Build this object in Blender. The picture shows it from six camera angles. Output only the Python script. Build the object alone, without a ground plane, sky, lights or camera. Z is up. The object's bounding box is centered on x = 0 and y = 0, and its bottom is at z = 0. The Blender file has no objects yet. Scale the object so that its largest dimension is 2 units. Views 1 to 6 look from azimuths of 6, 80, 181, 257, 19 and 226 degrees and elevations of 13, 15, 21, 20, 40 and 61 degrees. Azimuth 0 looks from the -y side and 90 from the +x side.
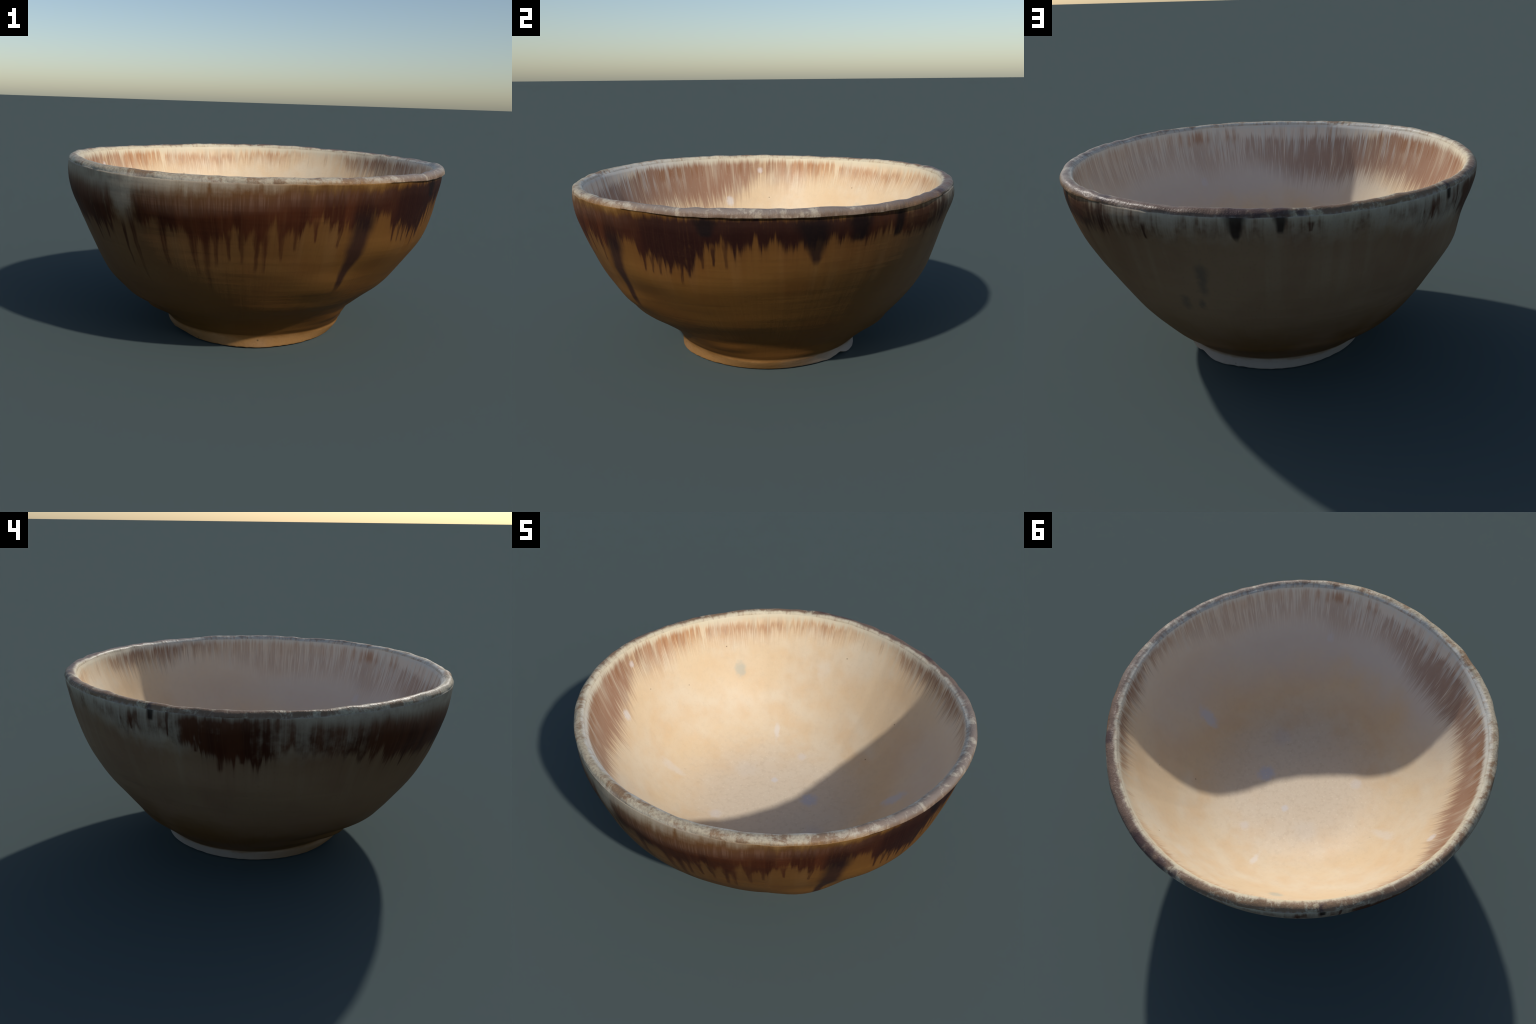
import bpy, math
import numpy as np

# ------------------------------------------------------------------ geometry
# Azimuth: 0 on the -y axis, 90 degrees on the +x axis.
N_AZ = 720
AZ = np.linspace(0.0, 2 * np.pi, N_AZ, endpoint=False)
TAU = 2 * np.pi

# Meridian profiles of the hand-thrown wall: outer radius at WALL_Z, every 15 degrees.
WALL_Z = np.array([0.0, 0.05, 0.07, 0.10, 0.14, 0.18, 0.22, 0.27, 0.33, 0.40, 0.48, 0.57, 0.66, 0.75, 0.83])
WALL_R = {
    0: (0.465, 0.466, 0.470, 0.492, 0.532, 0.587, 0.645, 0.708, 0.761, 0.819, 0.874, 0.914, 0.950, 0.986, 1.003),
    15: (0.460, 0.458, 0.466, 0.483, 0.520, 0.574, 0.634, 0.707, 0.758, 0.814, 0.871, 0.912, 0.947, 0.977, 0.989),
    30: (0.449, 0.452, 0.461, 0.485, 0.519, 0.567, 0.621, 0.696, 0.761, 0.839, 0.870, 0.919, 0.947, 0.970, 0.983),
    45: (0.442, 0.454, 0.465, 0.491, 0.528, 0.567, 0.613, 0.679, 0.748, 0.807, 0.862, 0.934, 0.947, 0.965, 0.975),
    60: (0.440, 0.466, 0.473, 0.496, 0.536, 0.560, 0.603, 0.665, 0.739, 0.795, 0.862, 0.920, 0.939, 0.957, 0.968),
    75: (0.442, 0.478, 0.483, 0.499, 0.523, 0.551, 0.599, 0.659, 0.732, 0.787, 0.844, 0.907, 0.933, 0.949, 0.965),
    90: (0.446, 0.481, 0.489, 0.502, 0.523, 0.558, 0.604, 0.661, 0.720, 0.776, 0.833, 0.896, 0.940, 0.957, 0.978),
    105: (0.450, 0.480, 0.492, 0.510, 0.536, 0.576, 0.620, 0.670, 0.722, 0.772, 0.826, 0.888, 0.935, 0.963, 0.985),
    120: (0.460, 0.481, 0.495, 0.518, 0.554, 0.599, 0.640, 0.687, 0.734, 0.780, 0.831, 0.888, 0.931, 0.962, 0.981),
    135: (0.483, 0.486, 0.498, 0.526, 0.574, 0.624, 0.662, 0.708, 0.755, 0.802, 0.850, 0.896, 0.934, 0.961, 0.983),
    150: (0.496, 0.490, 0.502, 0.535, 0.587, 0.650, 0.680, 0.724, 0.775, 0.826, 0.869, 0.901, 0.929, 0.955, 0.990),
    165: (0.492, 0.493, 0.507, 0.541, 0.595, 0.653, 0.686, 0.728, 0.779, 0.830, 0.874, 0.909, 0.940, 0.969, 0.990),
    180: (0.495, 0.499, 0.510, 0.545, 0.597, 0.649, 0.683, 0.724, 0.774, 0.825, 0.871, 0.915, 0.949, 0.973, 0.989),
    195: (0.489, 0.501, 0.512, 0.545, 0.598, 0.647, 0.677, 0.717, 0.764, 0.821, 0.863, 0.909, 0.937, 0.959, 0.977),
    210: (0.476, 0.498, 0.510, 0.545, 0.597, 0.647, 0.679, 0.720, 0.763, 0.809, 0.852, 0.897, 0.928, 0.956, 0.978),
    225: (0.467, 0.493, 0.506, 0.542, 0.598, 0.649, 0.684, 0.725, 0.765, 0.805, 0.851, 0.897, 0.929, 0.957, 0.975),
    240: (0.461, 0.486, 0.498, 0.534, 0.594, 0.648, 0.686, 0.727, 0.768, 0.810, 0.857, 0.906, 0.925, 0.951, 0.976),
    255: (0.456, 0.479, 0.492, 0.530, 0.588, 0.640, 0.685, 0.731, 0.776, 0.819, 0.868, 0.910, 0.924, 0.950, 0.981),
    270: (0.452, 0.475, 0.485, 0.525, 0.583, 0.631, 0.683, 0.738, 0.785, 0.829, 0.874, 0.907, 0.935, 0.967, 0.987),
    285: (0.450, 0.475, 0.481, 0.516, 0.584, 0.619, 0.684, 0.744, 0.797, 0.835, 0.872, 0.908, 0.944, 0.980, 0.996),
    300: (0.451, 0.482, 0.482, 0.512, 0.592, 0.616, 0.692, 0.748, 0.802, 0.840, 0.875, 0.913, 0.953, 0.989, 0.995),
    315: (0.451, 0.481, 0.483, 0.505, 0.562, 0.614, 0.691, 0.742, 0.790, 0.843, 0.887, 0.922, 0.962, 0.992, 0.993),
    330: (0.453, 0.475, 0.482, 0.509, 0.558, 0.612, 0.672, 0.726, 0.781, 0.842, 0.890, 0.929, 0.955, 0.985, 0.998),
    345: (0.459, 0.471, 0.477, 0.504, 0.549, 0.603, 0.657, 0.714, 0.771, 0.831, 0.882, 0.923, 0.952, 0.990, 1.005),
}
# Dents and swells of the inside: azimuth, height, depth (positive: outwards), spread in degrees, spread in height.
BASIN_SWELLS = [(82, 0.62, 0.008, 20, 0.12), (42, 0.72, 0.009, 24, 0.10), (268, 0.65, -0.011, 22, 0.11),
                (190, 0.72, -0.005, 16, 0.08), (182, 0.63, -0.024, 32, 0.13), (75, 0.60, 0.011, 36, 0.14), (320, 0.84, -0.009, 40, 0.06), (200, 0.42, -0.005, 50, 0.10)]
# Inner basin: radius against height, from below the lip to the centre of the floor.
BASIN = [(0.932, 0.907), (0.916, 0.83), (0.888, 0.75), (0.852, 0.66), (0.803, 0.57), (0.740, 0.48),
         (0.668, 0.40), (0.585, 0.330), (0.490, 0.280), (0.380, 0.252), (0.250, 0.240), (0.120, 0.237), (0.0, 0.236)]
LIP = 0.028            # half thickness of the lip


def fourier(coef, t):
    s = np.full_like(t, coef[0])
    for k in range(1, (len(coef) + 1) // 2):
        s = s + coef[2 * k - 1] * np.cos(k * t) + coef[2 * k] * np.sin(k * t)
    return s


RIM_R = fourier([0.9592, 0.0092, -0.0035, 0.0025, -0.0034, -0.0011, -0.0019, 0.0035, 0.0021, -0.0047, -0.001], AZ)
RIM_Z = fourier([0.8985, -0.0047, -0.0042, -0.0005, -0.0008, -0.0034, 0.0008, 0.0004, 0.001, 0.0004, 0.0008], AZ)
LIP_OUT = fourier([0.0290, -0.0023, 0.0035, 0.0010, 0.0], AZ)   # lip centre line to its outer edge


def bump(t, centre, half):
    d = (np.degrees(t) - centre + 180) % 360 - 180
    return np.where(np.abs(d) < half, 0.5 + 0.5 * np.cos(np.pi * d / half), 0.0)


def plateau(t, a, b, soft):
    d = np.degrees(t)
    lo = np.clip((d - a) / soft, 0, 1)
    hi = np.clip((b - d) / soft, 0, 1)
    s = np.minimum(lo, hi)
    return s * s * (3 - 2 * s)


def catmull_periodic(values, t):
    n = len(values)
    v = np.asarray(values)
    a = (t / TAU * n) % n
    i = a.astype(int) % n
    f = a - np.floor(a)
    p0, p1, p2, p3 = v[(i - 1) % n], v[i], v[(i + 1) % n], v[(i + 2) % n]
    return 0.5 * (2 * p1 + (p2 - p0) * f + (2 * p0 - 5 * p1 + 4 * p2 - p3) * f ** 2
                  + (3 * p1 - p0 - 3 * p2 + p3) * f ** 3)


def hermite(x, xs, ys):
    """Cubic through rows ys at xs; ys has shape (n_knots, ...)."""
    m = np.zeros_like(ys)
    h = np.diff(xs)
    d = (ys[1:] - ys[:-1]) / h.reshape((-1,) + (1,) * (ys.ndim - 1))
    m[1:-1] = 0.5 * (d[1:] + d[:-1])
    m[0], m[-1] = d[0], d[-1]
    j = int(np.clip(np.searchsorted(xs, x) - 1, 0, len(xs) - 2))
    u = (x - xs[j]) / h[j]
    return ((2 * u ** 3 - 3 * u ** 2 + 1) * ys[j] + (u ** 3 - 2 * u ** 2 + u) * h[j] * m[j]
            + (-2 * u ** 3 + 3 * u ** 2) * ys[j + 1] + (u ** 3 - u ** 2) * h[j] * m[j + 1])


def hermite_each(x, xs, ys):
    """As hermite, with one x per column."""
    h = np.diff(xs)
    d = (ys[1:] - ys[:-1]) / h[:, None]
    m = np.zeros_like(ys)
    m[1:-1] = 0.5 * (d[1:] + d[:-1])
    m[0], m[-1] = d[0], d[-1]
    j = np.clip(np.searchsorted(xs, x) - 1, 0, len(xs) - 2)
    c = np.arange(ys.shape[1])
    u = (x - xs[j]) / h[j]
    return ((2 * u ** 3 - 3 * u ** 2 + 1) * ys[j, c] + (u ** 3 - 2 * u ** 2 + u) * h[j] * m[j, c]
            + (-2 * u ** 3 + 3 * u ** 2) * ys[j + 1, c] + (u ** 3 - u ** 2) * h[j] * m[j + 1, c])


rng = np.random.default_rng(7)


def wobble(orders, amp):
    s = np.zeros(N_AZ)
    for k in orders:
        s += rng.normal() * np.cos(k * AZ + rng.uniform(0, TAU)) / len(orders) ** 0.5
    return amp * s


# lip height and overhang
ledge = plateau(AZ, 42, 138, 22)                                     # scan seam misalignment kept: lip stands proud of the wall here
recess = 0.014 * ledge * (1 + wobble(range(5, 22), 0.25))
rim_z = RIM_Z + wobble(range(8, 90), 0.0009)
rim_r = RIM_R + wobble(range(10, 40), 0.0005)

columns = np.array([WALL_R[a] for a in range(0, 360, 15)])         # 24 x 15
wall_knots = np.array([catmull_periodic(columns[:, j], AZ) for j in range(len(WALL_Z))])
lip_c = rim_r + 0.5 * (LIP_OUT - LIP)
lip_a = 0.5 * (LIP_OUT + LIP)
lip_start = np.radians(8 - 20 * ledge)                            # flush with the wall, undercut at the ledge
top_z = rim_z + LIP * np.sin(lip_start)                             # wall meets the lip here
top_r = lip_c + lip_a * np.cos(np.radians(8)) - recess
knots_z = np.append(WALL_Z, 0.884)
wall_knots = np.vstack([wall_knots, top_r[None]])

# bottom edge of the foot: mostly on the ground, worn and chipped in two places
foot_z = np.abs(wobble(range(6, 40), 0.0022)) + 0.018 * bump(AZ, 134, 11) + 0.022 * bump(AZ, 312, 20)
foot_z -= foot_z.min()
glaze_z = 0.070 + wobble(range(1, 9), 0.003)                        # where the glaze stops

def swell(z, table):
    s = np.zeros(N_AZ)
    for az, zc, amp, wa, wz in table:
        d = (np.degrees(AZ) - az + 180) % 360 - 180
        s += amp * np.exp(-0.5 * (d / wa) ** 2 - 0.5 * ((z - zc) / wz) ** 2)
    return s


rows, tags = [], []


def add(r, z, tag):
    rows.append((np.broadcast_to(r, (N_AZ,)).copy(), np.broadcast_to(z, (N_AZ,)).copy()))
    tags.append(tag)


# underside and foot ring
base_r = hermite_each(foot_z, knots_z, wall_knots)
for f in (0.02, 0.3, 0.6, 0.85, 1.0):
    add(0.385 * f, 0.050 - 0.004 * f, 'foot_ring')
add(0.392, 0.030, 'foot_ring')
add(base_r - 0.060, foot_z + 0.012, 'foot_ring')
add(base_r - 0.050, foot_z + 0.001, 'foot_ring')
add(base_r - 0.025, foot_z, 'foot_ring')
add(base_r - 0.008, foot_z, 'foot_ring')
for f in np.linspace(0.03, 1.0, 22):
    z = foot_z + (glaze_z - foot_z) * f
    r = hermite_each(z, knots_z, wall_knots)
    groove = 0.0025 * math.exp(-((f - 0.90) / 0.10) ** 2)
    edge = 0.004 * math.exp(-(f / 0.05) ** 2)
    add(r - groove - edge, z, 'foot_ring')
# glazed outer wall
n_wall = 120
for f in np.linspace(0.0, 1.0, n_wall + 1)[1:]:
    z = glaze_z + (top_z - glaze_z) * f
    zk = glaze_z + (0.884 - glaze_z) * f
    r = hermite_each(zk, knots_z, wall_knots)
    bead = 0.002 * math.exp(-((f - 0.022) / 0.012) ** 2)
    throw = 0.0004 * np.sin(z * 62 + 1.3 * np.sin(AZ)) * (1 - f)
    add(r + bead + throw, z, 'bowl_wall')
# lip: outer edge, over the top, to the inner side
for f in np.linspace(0, 1, 40):
    a = lip_start + (math.radians(160) - lip_start) * f
    add(lip_c + lip_a * np.cos(a), rim_z + LIP * np.sin(a), 'rim')
# basin
b = np.array(BASIN)
seg = np.concatenate([[0], np.cumsum(np.hypot(*np.diff(b, axis=0).T))])
for s in np.linspace(0, seg[-1], 150)[1:]:
    r0 = float(hermite(s, seg, b[:, 0]))
    z0 = float(hermite(s, seg, b[:, 1]))
    w = np.clip(r0 / 0.932, 0, 1)
    thick = swell(z0, BASIN_SWELLS)
    add(np.maximum(r0 + (rim_r - 0.9592) * w + thick, 0.0005), z0 + (rim_z - 0.8985) * w ** 3, 'basin')

R = np.array([r for r, _ in rows])
# iron out the throwing marks of the upper wall: a Gaussian along each meridian
wall_ids = [i for i, t in enumerate(tags) if t == 'bowl_wall']
w0, w1 = wall_ids[0], wall_ids[-1] + 1
kernel = np.exp(-0.5 * (np.arange(-18, 19) / 4.5) ** 2)
kernel /= kernel.sum()
part = R[w0:w1]
ext = np.vstack([2 * part[:1] - part[18:0:-1], part, 2 * part[-1:] - part[-2:-20:-1]])
soft = np.stack([np.convolve(ext[:, j], kernel, 'valid') for j in range(N_AZ)], 1)
fade = np.clip((np.linspace(0, 1, w1 - w0) - 0.22) / 0.2, 0, 1)[:, None]
fade = fade * np.clip((1 - np.linspace(0, 1, w1 - w0)) / 0.08, 0, 1)[:, None]
R[w0:w1] = part + (soft - part) * fade
Z = np.array([z for _, z in rows])


def lumps(n, along, round_, amp):
    """Smooth random relief on n rows: correlation in rows and in azimuth columns."""
    g = rng.normal(size=(n, N_AZ))
    fr = np.fft.fftfreq(n)[:, None] * along
    fa = np.fft.fftfreq(N_AZ)[None] * round_
    g = np.fft.ifft2(np.fft.fft2(g) * np.exp(-2 * np.pi ** 2 * (fr ** 2 + fa ** 2))).real
    return amp * g / g.std()


def window(n, soft):
    i = np.arange(n)
    return np.clip(np.minimum(i, n - 1 - i) / soft, 0, 1)[:, None]


# soft dents of the wall, small lumps of the lip, slight unevenness of the basin
n = w1 - w0
R[w0:w1] += (lumps(n, 13, 30, 0.0014) + lumps(n, 3, 6, 0.0003)) * window(n, 12)
lip_ids = [i for i, t in enumerate(tags) if t == 'rim']
l0, l1 = lip_ids[0], lip_ids[-1] + 1
n = l1 - l0
hill = lumps(n, 6, 3.2, 0.0013) + lumps(n, 9, 9, 0.0015)
ang = np.linspace(0, math.pi, n)[:, None]
R[l0:l1] += hill * np.cos(ang) * window(n, 6)
Z[l0:l1] += hill * np.sin(ang) * window(n, 6)
n = n_rows_basin = len(rows) - l1
R[l1:] += lumps(n, 10, 24, 0.0010) * window(n, 10) * np.clip((R[l1:] - 0.4) / 0.3, 0, 1)
n_rows = len(rows)
X = R * np.sin(AZ)
Y = -R * np.cos(AZ)
VERTS = np.stack([X, Y, Z], -1).reshape(-1, 3)
poles = [(0, 0, 0.050), (0, 0, float(b[-1, 1]))]
VERTS = np.vstack([VERTS, poles])
P_BOTTOM, P_FLOOR = n_rows * N_AZ, n_rows * N_AZ + 1

faces, face_tag = [], []
for i in range(n_rows - 1):
    tag = tags[i + 1]
    for j in range(N_AZ):
        k = (j + 1) % N_AZ
        faces.append((i * N_AZ + j, i * N_AZ + k, (i + 1) * N_AZ + k, (i + 1) * N_AZ + j))
        face_tag.append(tag)
for j in range(N_AZ):
    k = (j + 1) % N_AZ
    faces.append((P_BOTTOM, k, j))
    face_tag.append('foot_ring')
    faces.append((P_FLOOR, (n_rows - 1) * N_AZ + j, (n_rows - 1) * N_AZ + k))
    face_tag.append('basin')

whole = bpy.data.meshes.new('whole')
whole.from_pydata(VERTS.tolist(), [], faces)
whole.validate()
whole.update()
normals = np.zeros(len(VERTS) * 3)
whole.vertex_normals.foreach_get('vector', normals)
normals = normals.reshape(-1, 3)
face_tag = np.array(face_tag)

bowl = bpy.data.objects.new('ceramic_bowl', None)
bowl['label'] = 'wide stoneware bowl with cream glaze and brown drips'
bowl['category'] = 'bowl'
bpy.context.scene.collection.objects.link(bowl)

# ------------------------------------------------------------------ materials
class V:
    """A shader value: a node socket or a number, with arithmetic that makes Math nodes."""
    tree = None

    def __init__(self, s):
        self.s = s

    @staticmethod
    def op(kind, *args):
        n = V.tree.nodes.new('ShaderNodeMath')
        n.operation = kind
        for i, x in enumerate(args):
            put(n.inputs[i], x)
        return V(n.outputs[0])

    def __add__(self, o): return V.op('ADD', self, o)
    __radd__ = __add__
    def __sub__(self, o): return V.op('SUBTRACT', self, o)
    def __rsub__(self, o): return V.op('SUBTRACT', o, self)
    def __mul__(self, o): return V.op('MULTIPLY', self, o)
    __rmul__ = __mul__
    def __truediv__(self, o): return V.op('DIVIDE', self, o)
    def __pow__(self, o): return V.op('POWER', self, o)
    def min(self, o): return V.op('MINIMUM', self, o)
    def max(self, o): return V.op('MAXIMUM', self, o)
    def abs(self): return V.op('ABSOLUTE', self)


def put(socket, x):
    if isinstance(x, V):
        V.tree.links.new(x.s, socket)
    elif isinstance(x, (tuple, list)) and len(socket.default_value) == 4:
        socket.default_value = (*x[:3], 1.0)
    else:
        socket.default_value = x


def step(x, lo, hi, a=0.0, b=1.0):
    """Smooth ramp: a where x <= lo, b where x >= hi (lo > hi turns it round)."""
    if not isinstance(lo, V) and not isinstance(hi, V) and lo > hi:
        lo, hi, a, b = hi, lo, b, a
    n = V.tree.nodes.new('ShaderNodeMapRange')
    n.interpolation_type = 'SMOOTHSTEP'
    for k, v in (('Value', x), ('From Min', lo), ('From Max', hi), ('To Min', a), ('To Max', b)):
        put(n.inputs[k], v)
    return V(n.outputs[0])


def mix(f, a, b):
    n = V.tree.nodes.new('ShaderNodeMix')
    n.data_type = 'RGBA'
    put(n.inputs[0], f)
    put(n.inputs[6], a)
    put(n.inputs[7], b)
    return V(n.outputs[2])


def vec(x, y, z):
    n = V.tree.nodes.new('ShaderNodeCombineXYZ')
    for i, v in enumerate((x, y, z)):
        put(n.inputs[i], v)
    return V(n.outputs[0])


def noise(v, scale=1.0, detail=2.0, rough=0.5, dist=0.0):
    n = V.tree.nodes.new('ShaderNodeTexNoise')
    put(n.inputs['Vector'], v)
    n.inputs['Scale'].default_value = scale
    n.inputs['Detail'].default_value = detail
    n.inputs['Roughness'].default_value = rough
    n.inputs['Distortion'].default_value = dist
    return V(n.outputs[0])


def around(u, points, lo=0.0, hi=1.0):
    """A value that changes round the bowl: {azimuth: value}, joined by a curve."""
    n = V.tree.nodes.new('ShaderNodeFloatCurve')
    c = n.mapping.curves[0]
    pts = sorted(points.items())
    first = np.interp(0, [pts[-1][0] - 360, pts[0][0]], [pts[-1][1], pts[0][1]])
    if pts[0][0] > 0:
        pts = [(0, first)] + pts
    if pts[-1][0] < 360:
        pts = pts + [(360, pts[0][1])]
    q = [(az / 360.0, (val - lo) / (hi - lo)) for az, val in pts]
    c.points[0].location, c.points[1].location = q[0], q[-1]
    for p in q[1:-1]:
        c.points.new(*p)
    for p in c.points:
        p.handle_type = 'AUTO_CLAMPED'
    n.mapping.update()
    put(n.inputs['Value'], u)
    out = V(n.outputs[0])
    return out if (lo, hi) == (0.0, 1.0) else out * (hi - lo) + lo


class Space:
    """Coordinates every glaze uses: azimuth, height and streak noises along the meridians."""

    def __init__(self, tree):
        V.tree = tree
        tc = tree.nodes.new('ShaderNodeTexCoord')
        self.p = V(tc.outputs['Object'])
        sep = tree.nodes.new('ShaderNodeSeparateXYZ')
        put(sep.inputs[0], self.p)
        x, y, self.z = (V(o) for o in sep.outputs)
        self.rho = V.op('SQRT', x * x + y * y).max(0.001)
        self.cx, self.cy = x / self.rho, y / self.rho
        ang = V.op('ARCTAN2', x, y * -1.0) / TAU
        self.u = V.op('FRACT', ang + 1.0)
        self.az = self.u * 360.0
        self.x, self.y = x, y

    def streak(self, freq, along, detail=2.0, rough=0.55, dist=0.0, seed=0.0):
        # freq: cycles per unit of the rim circle; along: how fast it changes downwards
        return noise(vec(self.cx * freq, self.cy * freq, self.z * along + seed), 1.0, detail, rough, dist)

    def run(self, az, top, bottom, half, wob, slant=0.0, tip=0.4, linear=False):
        """A run of glaze from height top down to a rounded tip at bottom, narrowing as it thins."""
        t = (self.z - bottom) / (top - bottom)
        d = V.op('WRAP', self.az - az, 180.0, -180.0) + wob - (t - 0.5) * slant
        tc = t.max(0.0).min(1.0)
        width = ((tc if linear else tc * tc) * (1 - tip) + tip) * half
        inside = step(d.abs() / width, 1.5, 0.45)
        return inside * step(t, -0.04, 0.16) * step(t, 1.2, 0.8)


def new_material(name, specular, roughness):
    m = bpy.data.materials.new(name)
    m.use_nodes = True
    bs = m.node_tree.nodes['Principled BSDF']
    bs.inputs['Roughness'].default_value = roughness
    bs.inputs['Specular IOR Level'].default_value = specular
    return m, bs, Space(m.node_tree)


def relief(bs, height, strength, distance):
    n = V.tree.nodes.new('ShaderNodeBump')
    n.inputs['Strength'].default_value = strength
    n.inputs['Distance'].default_value = distance
    put(n.inputs['Height'], height)
    V.tree.links.new(n.outputs[0], bs.inputs['Normal'])




# ---- outer wall -------------------------------------------------------------
def outer_glaze():
    m, bs, s = new_material('outer_glaze', 0.05, 0.5)
    fine = s.streak(34, 2.0, 3.0, 0.6)
    hair = s.streak(95, 4.0, 2.0, 0.6, seed=11)
    mid = s.streak(13, 1.2, 2.0, 0.5, seed=5)
    wide = s.streak(4.5, 0.8, 1.0, 0.5, seed=9)
    cloud = noise(s.p, 3.2, 3.0, 0.55)
    grain = noise(s.p, 110.0, 2.0, 0.6)

    # bare tan glaze: baked warm light painted as amber in front, greyer behind
    baked_warm = around(s.u, {0: 0.92, 60: 1.0, 100: 0.95, 125: 0.68, 150: 0.30, 175: 0.12, 220: 0.10, 255: 0.22, 290: 0.42,
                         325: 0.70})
    low = step(s.z + (cloud - 0.5) * 0.25, 0.46, 0.18) * 0.85
    tan = mix((baked_warm + low * (1 - baked_warm)).min(1.0), (0.245, 0.160, 0.098), (0.122, 0.055, 0.0135))
    tan = mix(step(cloud, 0.40, 0.66) * 0.5, tan, mix(baked_warm, (0.205, 0.120, 0.076), (0.105, 0.040, 0.0090)))
    tan = mix(step(mid, 0.50, 0.70) * step(s.z, 0.40, 0.70) * 0.30, tan, mix(baked_warm, (0.29, 0.22, 0.145), (0.185, 0.100, 0.036)))

    # pale glaze zone under the rim, streaky; its soft fade partly paints baked shading
    pale_edge = around(s.u, {0: 0.86, 12: 0.875, 25: 0.90, 60: 0.905, 110: 0.895, 130: 0.865, 145: 0.83, 165: 0.84, 190: 0.84,
                             205: 0.825, 215: 0.79, 225: 0.755, 240: 0.745, 262: 0.73, 285: 0.78, 310: 0.80, 326: 0.77, 331: 0.72,
                             335: 0.79, 340: 0.84}, 0.6, 1.0)
    soft = around(s.u, {0: 0.03, 100: 0.02, 140: 0.045, 190: 0.055, 230: 0.04, 300: 0.06, 340: 0.04})
    blot = noise(s.p, 17.0, 3.0, 0.6)
    e = s.z - pale_edge + (fine - 0.5) * 0.10 + (hair - 0.5) * 0.03 + (wide - 0.5) * 0.08 + (blot - 0.5) * 0.10
    pale = step(e / soft, -1.2, 1.0) * (0.42 + 0.58 * step(e, -0.01, 0.10)) * around(
        s.u, {0: 1.0, 225: 1.0, 240: 0.8, 262: 0.75, 300: 0.7, 330: 0.75, 345: 1.0})
    pale_col = mix(step(fine * 0.35 + hair * 0.2 + blot * 0.45, 0.42, 0.60), (0.50, 0.45, 0.35), (0.375, 0.325, 0.255))
    pale_col = mix(around(s.u, {0: 0.10, 10: 0.3, 22: 0.9, 60: 1.0, 112: 0.9, 130: 0.45, 145: 0.1, 330: 0.05}),
                   pale_col, (0.27, 0.14, 0.042))
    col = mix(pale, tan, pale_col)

    # iron-brown band with its fringe of drips
    edge = around(s.u, {0: 0.69, 5: 0.67, 8: 0.655, 11: 0.74, 14: 0.68, 20: 0.725, 25: 0.75, 30: 0.70, 36: 0.715, 40: 0.755,
                        46: 0.69, 53: 0.68, 58: 0.68, 64: 0.72, 71: 0.765, 80: 0.765, 88: 0.765, 95: 0.785, 104: 0.775,
                        112: 0.79, 126: 0.77, 140: 0.785, 155: 0.80, 170: 0.82, 205: 0.82, 216: 0.81, 223: 0.79, 234: 0.79,
                        238: 0.765, 243: 0.74, 248: 0.695, 258: 0.715, 262: 0.745, 275: 0.735, 286: 0.70, 300: 0.66,
                        322: 0.655, 331: 0.68, 336: 0.70, 344: 0.69, 350: 0.665, 354: 0.64, 357: 0.665}, 0.6, 1.0)
    dense = around(s.u, {0: 1.0, 100: 1.0, 108: 0.85, 118: 0.78, 130: 0.70, 138: 0.60, 146: 0.42, 160: 0.40, 185: 0.34,
                         205: 0.34, 215: 0.42, 225: 0.50, 233: 0.46, 239: 0.88, 256: 0.92, 261: 0.62, 265: 0.55, 271: 0.68,
                         285: 0.74, 292: 0.90, 320: 0.92, 326: 0.58, 331: 0.26, 334.5: 0.58, 338: 0.96})
    top = around(s.u, {0: 0.800, 10: 0.825, 16: 0.845, 30: 0.855, 45: 0.862, 65: 0.872, 100: 0.868, 128: 0.868, 145: 0.88, 180: 0.88,
                       220: 0.875, 238: 0.890, 258: 0.890, 268: 0.862, 290: 0.842, 310: 0.815, 326: 0.80, 340: 0.80, 350: 0.79},
                 0.6, 1.0)
    fade = around(s.u, {0: 0.085, 12: 0.06, 22: 0.045, 45: 0.028, 100: 0.024, 128: 0.03, 180: 0.035, 240: 0.035, 258: 0.035,
                        270: 0.05, 300: 0.07, 325: 0.08, 345: 0.09})
    f = s.z - edge + (fine - 0.5) * 0.20 + (mid - 0.5) * 0.09 + (hair - 0.5) * 0.05
    below_top = 1 - step((s.z - top + (fine - 0.5) * 0.06 + (wide - 0.5) * 0.03 + (hair - 0.5) * 0.03) / fade, -0.25, 1.0)
    # thin bands leave gaps between the streaks
    gaps = step(fine * 0.36 + mid * 0.24 + hair * 0.12 + blot * 0.28, dense * 0.34 + 0.44, dense * 0.34 + 0.22) * 0.8 + dense * 0.2
    body = (step(f, -0.022, 0.024) * 0.72 + step(f, -0.07, 0.04) * 0.28) * below_top * gaps

    col = mix(step(f, -0.16, -0.01) * below_top * dense * 0.30, col, mix(baked_warm, (0.15, 0.085, 0.050), (0.098, 0.036, 0.010)))

    # colour of the iron: red-brown, nearly black where it pooled, mauve where it thins out upwards
    pooled = around(s.u, {0: 0.10, 20: 0.12, 30: 0.20, 38: 0.45, 46: 0.70, 55: 0.92, 95: 0.9, 106: 0.62, 128: 0.42, 145: 0.30,
                          180: 0.40, 225: 0.05, 240: 0.15, 256: 0.08, 264: 0.0, 300: 0.08, 340: 0.14})
    iron = mix(pooled, mix(step(mid, 0.42, 0.62), (0.068, 0.020, 0.0078), (0.042, 0.0115, 0.0052)), (0.0155, 0.0056, 0.0050))
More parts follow.
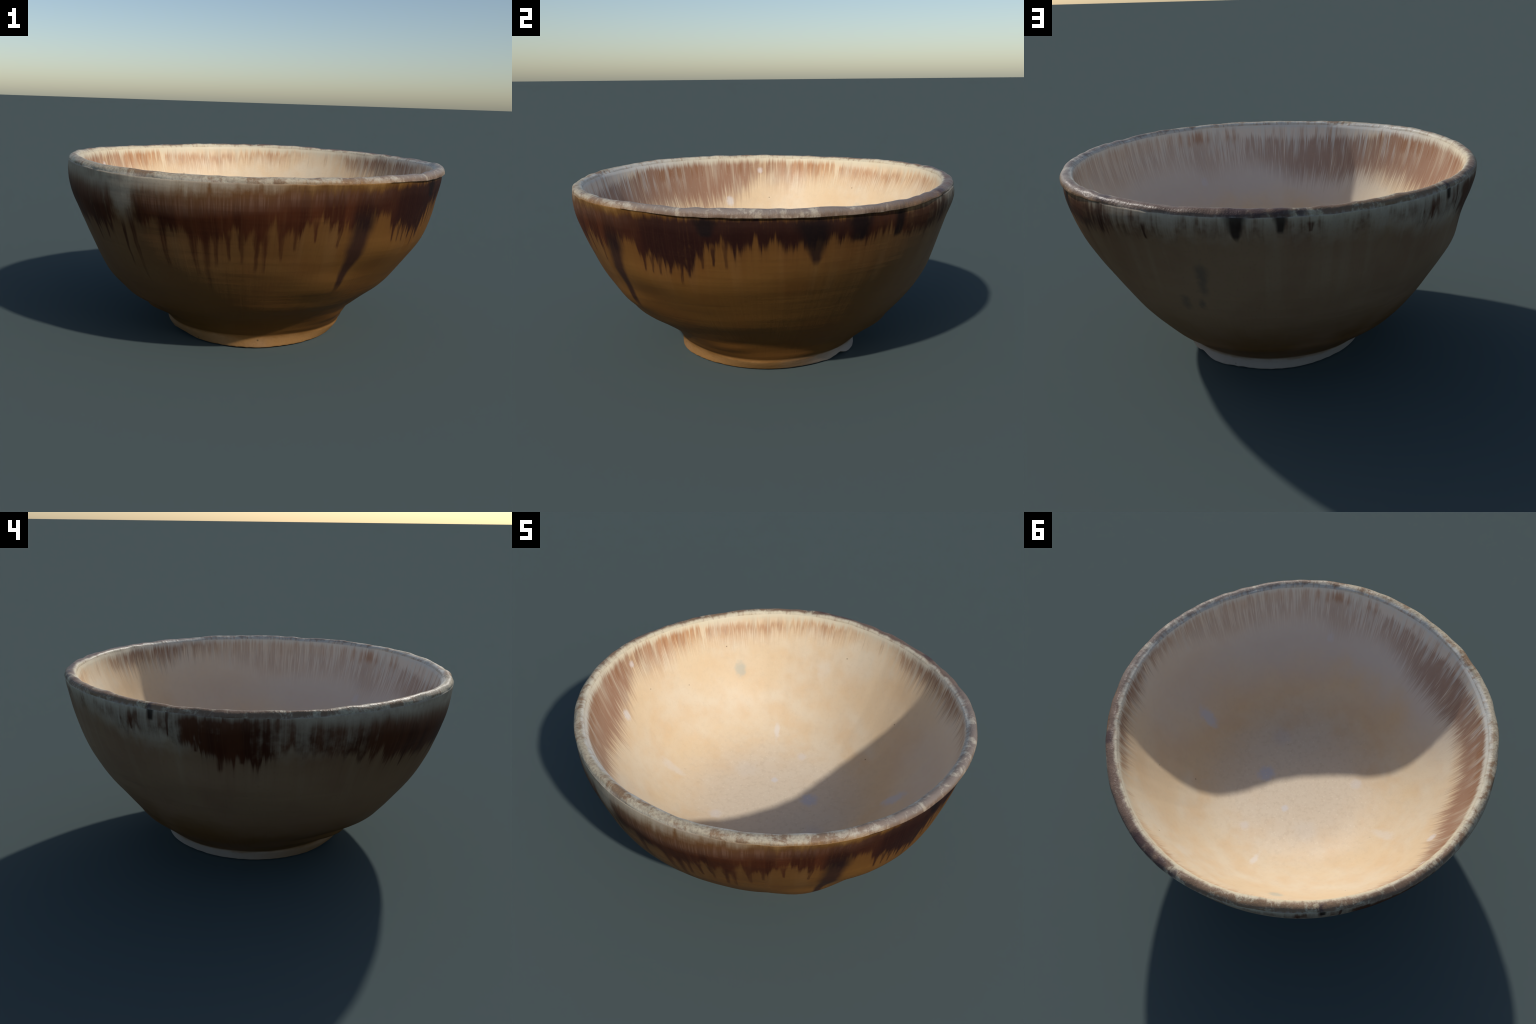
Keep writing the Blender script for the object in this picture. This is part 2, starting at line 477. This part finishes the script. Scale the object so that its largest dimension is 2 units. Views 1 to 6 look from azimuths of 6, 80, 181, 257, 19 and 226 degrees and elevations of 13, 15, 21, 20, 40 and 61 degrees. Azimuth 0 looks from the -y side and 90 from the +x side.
    iron = mix(step(hair, 0.50, 0.70) * 0.22 * (1 - pooled * 0.7), iron, (0.10, 0.045, 0.018))
    thin = step(s.z - top + (wide - 0.5) * 0.06, -0.065, 0.015) * around(
        s.u, {0: 0.85, 10: 0.75, 20: 0.55, 35: 0.30, 60: 0.08, 105: 0.10, 135: 0.30, 200: 0.4, 240: 0.25, 268: 0.55, 300: 0.55, 345: 0.75})
    iron = mix(thin, iron, mix(step(hair, 0.40, 0.6), (0.175, 0.095, 0.060), (0.115, 0.055, 0.030)))
    col = mix(body, col, iron)

    runs = [  # azimuth, top, bottom, half width in degrees, slant
        (332.5, 0.72, 0.39, 1.1, 0.6), (329.0, 0.68, 0.46, 0.8, 0.4), (342.0, 0.72, 0.49, 1.5, 0.0), (350.5, 0.70, 0.455, 1.4, -0.5),
        (353.6, 0.72, 0.385, 1.6, 1.0), (356.4, 0.72, 0.51, 1.1, 0.6), (359.8, 0.68, 0.545, 0.9, 0.0), (3.0, 0.68, 0.53, 0.9, 0.0),
        (7.0, 0.70, 0.49, 1.2, 0.0), (9.2, 0.70, 0.485, 1.1, 0.0), (13.4, 0.72, 0.545, 1.1, -0.6), (17.0, 0.72, 0.60, 0.9, 0.0),
        (22.0, 0.74, 0.64, 0.8, 0.0), (29.0, 0.74, 0.61, 0.9, 0.0), (47.0, 0.72, 0.62, 0.8, 0.4), (49.5, 0.70, 0.615, 0.7, 0.3),
        (52.0, 0.72, 0.61, 0.9, 0.4), (55.0, 0.72, 0.62, 0.8, 0.2), (58.0, 0.74, 0.575, 0.9, 0.4), (60.3, 0.74, 0.61, 0.9, 0.2),
        (64.0, 0.74, 0.655, 0.8, 0.0), (67.0, 0.76, 0.67, 0.8, 0.0), (70.3, 0.78, 0.66, 0.9, 0.0),
        (247.0, 0.78, 0.645, 1.8, 0.6), (252.5, 0.76, 0.69, 1.4, 0.0), (241.0, 0.80, 0.735, 1.3, 0.5), (293.0, 0.74, 0.64, 1.2, 0.5),
        (300.0, 0.72, 0.60, 0.9, 0.4), (316.0, 0.70, 0.56, 0.8, 0.4), (321.0, 0.70, 0.58, 0.9, 0.3), (137.5, 0.92, 0.77, 2.0, 0.4),
        (234.0, 0.92, 0.79, 0.6, 0.8), (223.0, 0.86, 0.80, 0.8, 0.5), (152.0, 0.86, 0.79, 0.8, 0.3), (190.0, 0.885, 0.845, 1.0, 0.0),
    ]
    wob = (noise(s.p, 9.0, 2.0) - 0.5) * 1.6
    drips = None
    for az, t, bt, half, slant in runs:
        r = s.run(az, t, bt, half, wob, slant)
        drips = r if drips is None else drips.max(r)
    drip_col = mix(step(s.z, 0.42, 0.66), mix(0.45, tan, (0.050, 0.020, 0.010)), mix(0.2, iron, (0.030, 0.011, 0.007)))
    col = mix(drips * (0.55 + 0.35 * step(hair, 0.65, 0.40)), col, drip_col)

    # heavy runs: one long one, black tongues hanging from the rim
    black = None
    for az, t, bt, half, slant, tip in [(34.6, 0.78, 0.372, 4.2, 2.8, 0.16), (92.3, 0.885, 0.672, 4.8, -1.2, 0.12),
                                        (104.0, 0.89, 0.768, 3.6, 0.0, 0.45), (116.3, 0.89, 0.765, 2.1, 0.8, 0.5),
                                        (65.5, 0.885, 0.80, 3.2, 0.0, 0.4), (174.0, 0.97, 0.812, 3.6, -0.8, 0.06),
                                        (183.2, 0.95, 0.842, 2.2, 0.4, 0.25), (229.2, 0.93, 0.858, 1.2, 0.2, 0.7)]:
        r = s.run(az, t, bt, half, wob * 1.4, slant, tip, True)
        black = r if black is None else black.max(r)
    col = mix(black * 0.88, col, mix(step(s.z, 0.60, 0.80), (0.022, 0.010, 0.0095), (0.0085, 0.0058, 0.0060)))

    # grey smudges low on the back
    ragged = noise(s.p, 26.0, 4.0) - 0.5
    for az, zz, rad in ((164.5, 0.66, 0.060), (164.0, 0.585, 0.050), (158.0, 0.51, 0.050), (163.0, 0.508, 0.035)):
        d = V.op('WRAP', s.az - az, 180.0, -180.0) * 0.0145
        q = V.op('SQRT', d * d * 2.6 + (s.z - zz) * (s.z - zz) * 0.8) + ragged * 0.06
        col = mix(step(q, rad, 0.0) * 0.7, col, (0.090, 0.074, 0.060))
    col = mix(step(grain, 0.52, 0.75) * 0.12, col, (0.05, 0.03, 0.015))
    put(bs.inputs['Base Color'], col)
    rings = noise(vec(s.cx * 1.6, s.cy * 1.6, s.z * 26.0), 1.0, 2.0, 0.5)
    relief(bs, fine * 0.5 + grain * 0.10 + rings * 1.3, 0.26, 0.008)
    return m


# ---- inside -----------------------------------------------------------------
def inner_glaze():
    m, bs, s = new_material('inner_glaze', 0.10, 0.42)
    fine = s.streak(40, 2.6, 3.0, 0.6, seed=2)
    hair = s.streak(130, 5.0, 2.0, 0.65, seed=31)
    mid = s.streak(15, 1.4, 2.0, 0.5, seed=7)
    wide = s.streak(5, 0.7, 1.0, 0.5, seed=3)
    cloud = noise(s.p, 2.6, 3.0, 0.5)
    cloud2 = noise(s.p, 5.5, 3.0, 0.55)
    grain = noise(s.p, 130.0, 2.0, 0.6)
    mottle = noise(s.p, 34.0, 4.0, 0.65)

    body = mix(step(cloud, 0.38, 0.62), (0.700, 0.530, 0.335), (0.700, 0.575, 0.410))
    body = mix(step(cloud2, 0.38, 0.74) * 0.60, body, (0.670, 0.460, 0.258))
    floor = step(s.rho + (cloud2 - 0.5) * 0.3, 0.62, 0.25)
    body = mix(floor * 0.75, body, (0.700, 0.600, 0.475))
    body = mix(step(mottle, 0.46, 0.70) * (0.12 + floor * 0.16), body, (0.50, 0.39, 0.27))
    body = mix(step(mottle, 0.42, 0.25) * 0.20, body, (0.72, 0.62, 0.47))
    body = mix(step(grain, 0.50, 0.72) * 0.10, body, (0.50, 0.36, 0.22))

    # bluish grey of the shaded -y side, painted into the body colour
    shade_tint = step(s.z + (cloud2 - 0.5) * 0.30, 0.30, 0.58)
    body = mix(shade_tint * around(s.u, {0: 0.80, 30: 0.75, 75: 0.55, 110: 0.35, 140: 0.05, 200: 0.0, 300: 0.05, 325: 0.40, 345: 0.75}),
               body, (0.615, 0.590, 0.570))

    # brown streaks under the rim
    edge = around(s.u, {0: 0.62, 14: 0.65, 24: 0.63, 43: 0.67, 62: 0.66, 81: 0.71, 94: 0.79, 103: 0.815, 112: 0.805, 118: 0.78,
                        126: 0.79, 136: 0.78, 146: 0.79, 153: 0.86, 162: 0.87, 168: 0.84, 177: 0.825, 192: 0.81, 207: 0.785,
                        220: 0.775, 232: 0.765, 243: 0.755, 251: 0.725, 258: 0.72, 262: 0.74, 268: 0.70, 273: 0.67, 280: 0.635,
                        290: 0.60, 300: 0.63, 308: 0.64, 323: 0.62, 333: 0.58, 346: 0.575}, 0.5, 1.0)
    dense = around(s.u, {0: 0.66, 20: 0.56, 28: 0.75, 34: 0.55, 60: 0.56, 85: 0.58, 96: 0.66, 104: 0.80, 118: 0.92, 124: 0.62, 132: 0.80,
                         145: 0.66, 152: 0.42, 160: 0.38, 168: 0.60, 176: 0.72, 192: 0.62, 205: 0.76, 218: 0.70, 230: 0.56, 240: 0.78,
                         252: 0.68, 260: 0.58, 266: 0.90, 312: 0.88, 325: 0.85, 345: 0.80})
    strength = around(s.u, {0: 0.72, 15: 0.60, 30: 0.50, 60: 0.50, 85: 0.50, 98: 0.75, 112: 0.92, 135: 0.86, 150: 0.65, 180: 0.82,
                            230: 0.78, 250: 0.80, 262: 0.82, 270: 0.95, 310: 0.95, 330: 0.88, 345: 0.80})
    f = s.z - edge + (fine - 0.5) * 0.20 + (hair - 0.5) * 0.20 + (mid - 0.5) * 0.06
    gaps = step(fine * 0.35 + hair * 0.48 + mid * 0.17, dense * 0.38 + 0.38, dense * 0.38 + 0.22)
    top = around(s.u, {0: 0.82, 20: 0.845, 40: 0.88, 100: 0.905, 145: 0.91, 180: 0.88, 205: 0.855, 225: 0.875, 245: 0.90,
                       285: 0.91, 310: 0.89, 325: 0.85, 345: 0.82}, 0.6, 1.0)
    under = 1 - step(s.z - top + (fine - 0.5) * 0.10 + (hair - 0.5) * 0.08, -0.02, 0.025)
    streaks = (step(f, -0.05, 0.06) * 0.6 + step(f, 0.0, 0.10) * 0.4) * under * gaps
    warm = around(s.u, {0: 0.15, 30: 0.22, 90: 0.20, 105: 0.15, 150: 0.35, 165: 0.75, 180: 0.95, 235: 0.95, 252: 0.8, 266: 0.55,
                        300: 0.45, 318: 0.28, 345: 0.12})
    dark = around(s.u, {0: 0.25, 30: 0.15, 90: 0.25, 105: 0.75, 118: 0.95, 140: 0.75, 155: 0.3, 180: 0.10, 245: 0.18, 264: 0.55,
                        275: 0.45, 310: 0.45, 345: 0.35})
    brown = mix(warm, (0.360, 0.270, 0.235), (0.50, 0.225, 0.085))
    brown = mix(dark, brown, (0.185, 0.095, 0.058))
    brown = mix(step(hair * 0.7 + mottle * 0.3, 0.42, 0.60) * 0.72, brown, mix(warm, (0.28, 0.180, 0.140), (0.34, 0.135, 0.052)))
    brown = mix(step(mid * 0.5 + fine * 0.5, 0.50, 0.66) * 0.45, brown, (0.50, 0.38, 0.27))
    col = mix(streaks * strength, body, brown)
    # red-brown heads of the streaks just under the lip
    heads = step(s.streak(24, 2.0, 2.0, seed=13) * 0.7 + hair * 0.3, 0.50, 0.58) * step(s.z + (fine - 0.5) * 0.12, 0.79, 0.84)
    heads = heads * around(s.u, {0: 0.40, 12: 0.45, 28: 0.8, 40: 0.30, 95: 0.3, 140: 0.5, 180: 0.40, 240: 0.6, 265: 0.85, 318: 0.9, 340: 0.65})
    col = mix(heads * 0.70, col, mix(dark, (0.34, 0.15, 0.065), (0.20, 0.095, 0.055)))
    # pale glaze gathered under the lip, with milky runs below it
    pale_tint = mix(around(s.u, {0: 1.0, 100: 0.8, 150: 0.2, 240: 0.0, 290: 0.3, 330: 1.0}), (0.64, 0.56, 0.40), (0.60, 0.60, 0.57))
    lip = step(s.z + (fine - 0.5) * 0.06 + (hair - 0.5) * 0.04, 0.868, 0.912)
    col = mix(lip * 0.85, col, pale_tint)
    milk = step(s.streak(24, 2.4, 2.0, seed=21) * 0.7 + hair * 0.3, 0.50, 0.60) * step(s.z + (mid - 0.5) * 0.15, 0.68, 0.84)
    col = mix(milk * around(s.u, {0: 0.70, 30: 0.50, 80: 0.25, 130: 0.40, 170: 0.25, 290: 0.30, 330: 0.65}), col, pale_tint)

    # pale, bluish and grey spots: glaze reflections painted as colour (azimuth, radius on plan, height, size, colour)
    ragged = mottle - 0.5
    spots = [(276, 0.850, 0.648, 0.026, (0.70, 0.66, 0.63), 0.60), (215, 0.832, 0.614, 0.036, (0.46, 0.44, 0.35), 0.70),
             (111, 0.210, 0.239, 0.042, (0.52, 0.53, 0.60), 0.75), (98, 0.660, 0.390, 0.046, (0.55, 0.56, 0.61), 0.70),
             (197, 0.560, 0.315, 0.026, (0.71, 0.66, 0.62), 0.50), (276, 0.600, 0.340, 0.040, (0.70, 0.64, 0.57), 0.40),
             (195, 0.170, 0.238, 0.018, (0.66, 0.63, 0.63), 0.65), (314, 0.340, 0.248, 0.028, (0.68, 0.63, 0.60), 0.45),
             (174, 0.410, 0.258, 0.024, (0.68, 0.62, 0.58), 0.50), (262, 0.905, 0.835, 0.016, (0.70, 0.62, 0.58), 0.6),
             (60, 0.350, 0.249, 0.050, (0.56, 0.53, 0.53), 0.35), (178, 0.840, 0.640, 0.045, (0.68, 0.62, 0.52), 0.30),
             (30, 0.820, 0.600, 0.022, (0.62, 0.62, 0.66), 0.4), (230, 0.300, 0.245, 0.060, (0.66, 0.60, 0.52), 0.35)]
    on_wall = vec(s.cx, s.cy, s.z)
    for az, rho, zz, size, tint, amount in spots:
        a = math.radians(az)
        n = V.tree.nodes.new('ShaderNodeVectorMath')
        n.operation = 'DISTANCE'
        if rho > 0.5:      # on the wall: compare direction and height
            put(n.inputs[0], on_wall)
            n.inputs[1].default_value = (math.sin(a), -math.cos(a), zz)
        else:
            put(n.inputs[0], s.p)
            n.inputs[1].default_value = (rho * math.sin(a), -rho * math.cos(a), zz)
        d = V(n.outputs['Value']) + ragged * size * 1.6
        col = mix(step(d, size * 1.6, size * 0.5) * amount, col, tint)

    # sandy specks and a few dark pinholes, mostly on the floor
    vor = V.tree.nodes.new('ShaderNodeTexVoronoi')
    put(vor.inputs['Vector'], s.p)
    vor.inputs['Scale'].default_value = 58.0
    pick = V.tree.nodes.new('ShaderNodeSeparateColor')
    V.tree.links.new(vor.outputs['Color'], pick.inputs[0])
    speck = step(V(vor.outputs['Distance']), 0.38, 0.15) * step(V(pick.outputs[0]), 0.55, 0.75)
    col = mix(speck * (floor * 0.38 + 0.05), col, (0.78, 0.68, 0.53))
    vor2 = V.tree.nodes.new('ShaderNodeTexVoronoi')
    put(vor2.inputs['Vector'], s.p)
    vor2.inputs['Scale'].default_value = 9.0
    pick2 = V.tree.nodes.new('ShaderNodeSeparateColor')
    V.tree.links.new(vor2.outputs['Color'], pick2.inputs[0])
    hole = step(V(vor2.outputs['Distance']), 0.050, 0.025) * step(V(pick2.outputs[1]), 0.55, 0.57)
    col = mix(hole * 0.65, col, (0.16, 0.10, 0.06))
    put(bs.inputs['Base Color'], col)
    relief(bs, grain * 0.15 + mottle * 0.4 + cloud2 * 0.3, 0.22, 0.006)
    return m


# ---- lip --------------------------------------------------------------------
def rim_glaze():
    m, bs, s = new_material('rim_glaze', 0.10, 0.36)
    across = s.streak(55, 3.0, 3.0, 0.6, seed=4)
    blotch = noise(s.p, 15.0, 5.0, 0.68, 0.5)
    fine = noise(s.p, 75.0, 3.0, 0.6)
    patch = s.streak(7, 1.0, 2.0, 0.5, seed=17)
    # distance from the centre line of the lip, which is not a true circle
    off = s.rho - around(s.u, {a: float(RIM_R[a * N_AZ // 360]) for a in range(0, 360, 15)}, 0.9, 1.0)
    cream = mix(step(fine, 0.40, 0.66), (0.44, 0.375, 0.255), (0.29, 0.23, 0.15))
    cream = mix(around(s.u, {0: 0.35, 25: 0.5, 50: 0.9, 110: 0.9, 140: 0.6, 180: 0.3, 210: 0.2, 280: 0.3}) * 0.7, cream,
                (0.39, 0.355, 0.315))
    cover = around(s.u, {0: 0.36, 20: 0.42, 45: 0.50, 75: 0.58, 105: 0.66, 120: 0.82, 160: 0.90, 178: 0.80, 192: 0.58, 215: 0.58, 235: 0.72,
                         255: 0.70, 275: 0.50, 300: 0.46, 330: 0.36})
    n = across * 0.14 + blotch * 0.56 + patch * 0.30
    lim = 0.5 + (0.5 - cover) * 0.30
    stain = step(n, lim - 0.045, lim + 0.045)
    umber = mix(around(s.u, {0: 0.1, 60: 0.3, 100: 0.6, 160: 0.8, 190: 0.55, 220: 0.2, 250: 0.5, 300: 0.1}), (0.240, 0.145, 0.075),
                (0.095, 0.054, 0.050))
    umber = mix(step(fine, 0.48, 0.66) * 0.35, umber, (0.24, 0.165, 0.115))
    umber = mix(around(s.u, {0: 0.1, 35: 0.3, 60: 0.9, 105: 0.85, 125: 0.25, 160: 0.1, 340: 0.1}), umber, (0.205, 0.168, 0.148))
    col = mix(stain * 0.92, cream, umber)
    # dark runs that start on the lip
    for az, half in ((174.0, 3.2), (183.2, 2.2), (178.5, 1.6), (187.5, 1.2), (137.5, 2.6), (229.2, 1.3)):
        d = V.op('WRAP', s.az - az, 180.0, -180.0) + (blotch - 0.5) * 7.0
        col = mix(step(d.abs(), half * 1.3, half * 0.3) * 0.75 * step(off, -0.016, 0.006), col, (0.060, 0.040, 0.043))
    # inner edge carries the pale glaze, with brown threads
    inner = step(off + (blotch - 0.5) * 0.03, -0.004, -0.022)
    pale_tint = mix(around(s.u, {0: 1.0, 100: 0.8, 150: 0.2, 240: 0.0, 290: 0.3, 330: 1.0}), (0.62, 0.54, 0.385), (0.55, 0.54, 0.50))
    col = mix(inner * 0.88, col, mix(step(across * 0.6 + blotch * 0.4, 0.48, 0.62) * 0.6, pale_tint, (0.38, 0.26, 0.18)))
    # outer edge: amber where the dark band begins, pale bluish roll behind
    edge = step(off + (across - 0.5) * 0.03, 0.008, 0.024) * step(s.z + (across - 0.5) * 0.03, 0.918, 0.897)
    amber = around(s.u, {0: 0.15, 14: 0.35, 26: 0.75, 45: 0.5, 60: 0.3, 110: 0.35, 130: 0.6, 150: 0.25, 180: 0.0, 340: 0.0})
    roll = around(s.u, {0: 0.25, 25: 0.0, 130: 0.0, 150: 0.5, 180: 0.55, 225: 0.6, 236: 0.2, 258: 0.2, 275: 0.5, 320: 0.45})
    col = mix(edge * roll, col, (0.46, 0.445, 0.40))
    col = mix(edge * amber, col, (0.25, 0.125, 0.04))
    brownish = step(across * 0.5 + patch * 0.5, 0.46, 0.58) * around(s.u, {0: 0.1, 25: 0.5, 130: 0.5, 150: 0.3, 215: 0.2, 240: 0.85, 258: 0.8, 268: 0.3})
    col = mix(edge * brownish, col, (0.10, 0.05, 0.028))
    put(bs.inputs['Base Color'], col)
    relief(bs, blotch * 0.7 + fine * 0.5 + across * 0.4, 0.5, 0.008)
    return m


# ---- foot -------------------------------------------------------------------
def bare_clay():
    m, bs, s = new_material('bare_clay', 0.05, 0.85)
    cloud = noise(s.p, 7.0, 4.0, 0.6)
    grain = noise(s.p, 60.0, 3.0, 0.65)
    baked_warm = around(s.u, {0: 0.95, 70: 1.0, 95: 0.85, 115: 0.45, 135: 0.12, 150: 0.0, 225: 0.0, 250: 0.25, 275: 0.65, 310: 0.9})  # front warmed like the wall: baked warm light put into the clay colour
    baked_warm = (baked_warm + (cloud - 0.5) * 0.3).min(1.0).max(0.0)
    col = mix(baked_warm, (0.37, 0.315, 0.275), (0.255, 0.130, 0.045))
    col = mix(step(grain, 0.45, 0.7) * 0.25, col, mix(baked_warm, (0.32, 0.26, 0.22), (0.19, 0.09, 0.03)))
    rust = step(s.z + (cloud - 0.5) * 0.045, 0.048, 0.066)
    col = mix(rust * 0.7, col, mix(baked_warm, (0.21, 0.125, 0.062), (0.16, 0.070, 0.018)))
    vor = V.tree.nodes.new('ShaderNodeTexVoronoi')
    put(vor.inputs['Vector'], s.p)
    vor.inputs['Scale'].default_value = 22.0
    pick = V.tree.nodes.new('ShaderNodeSeparateColor')
    V.tree.links.new(vor.outputs['Color'], pick.inputs[0])
    hole = step(V(vor.outputs['Distance']), 0.13, 0.06) * step(V(pick.outputs[0]), 0.72, 0.75)
    col = mix(hole * 0.7, col, (0.07, 0.045, 0.02))
    put(bs.inputs['Base Color'], col)
    relief(bs, grain * 0.6 + cloud * 0.5 - hole, 0.35, 0.006)
    return m


MATS = {'foot_ring': bare_clay(), 'bowl_wall': outer_glaze(), 'rim': rim_glaze(), 'basin': inner_glaze()}

# ------------------------------------------------------------------ parts
for tag in ('foot_ring', 'bowl_wall', 'rim', 'basin'):
    ids = [f for f, t in zip(faces, face_tag) if t == tag]
    used = np.unique(np.concatenate([np.array(f) for f in ids]))
    remap = {int(v): n for n, v in enumerate(used)}
    me = bpy.data.meshes.new(tag)
    me.from_pydata(VERTS[used].tolist(), [], [[remap[v] for v in f] for f in ids])
    me.update()
    me.shade_smooth()
    me.normals_split_custom_set_from_vertices(normals[used].tolist())
    me.materials.append(MATS[tag])
    ob = bpy.data.objects.new(tag, me)
    bpy.context.scene.collection.objects.link(ob)
    ob.parent = bowl
bpy.data.meshes.remove(whole)
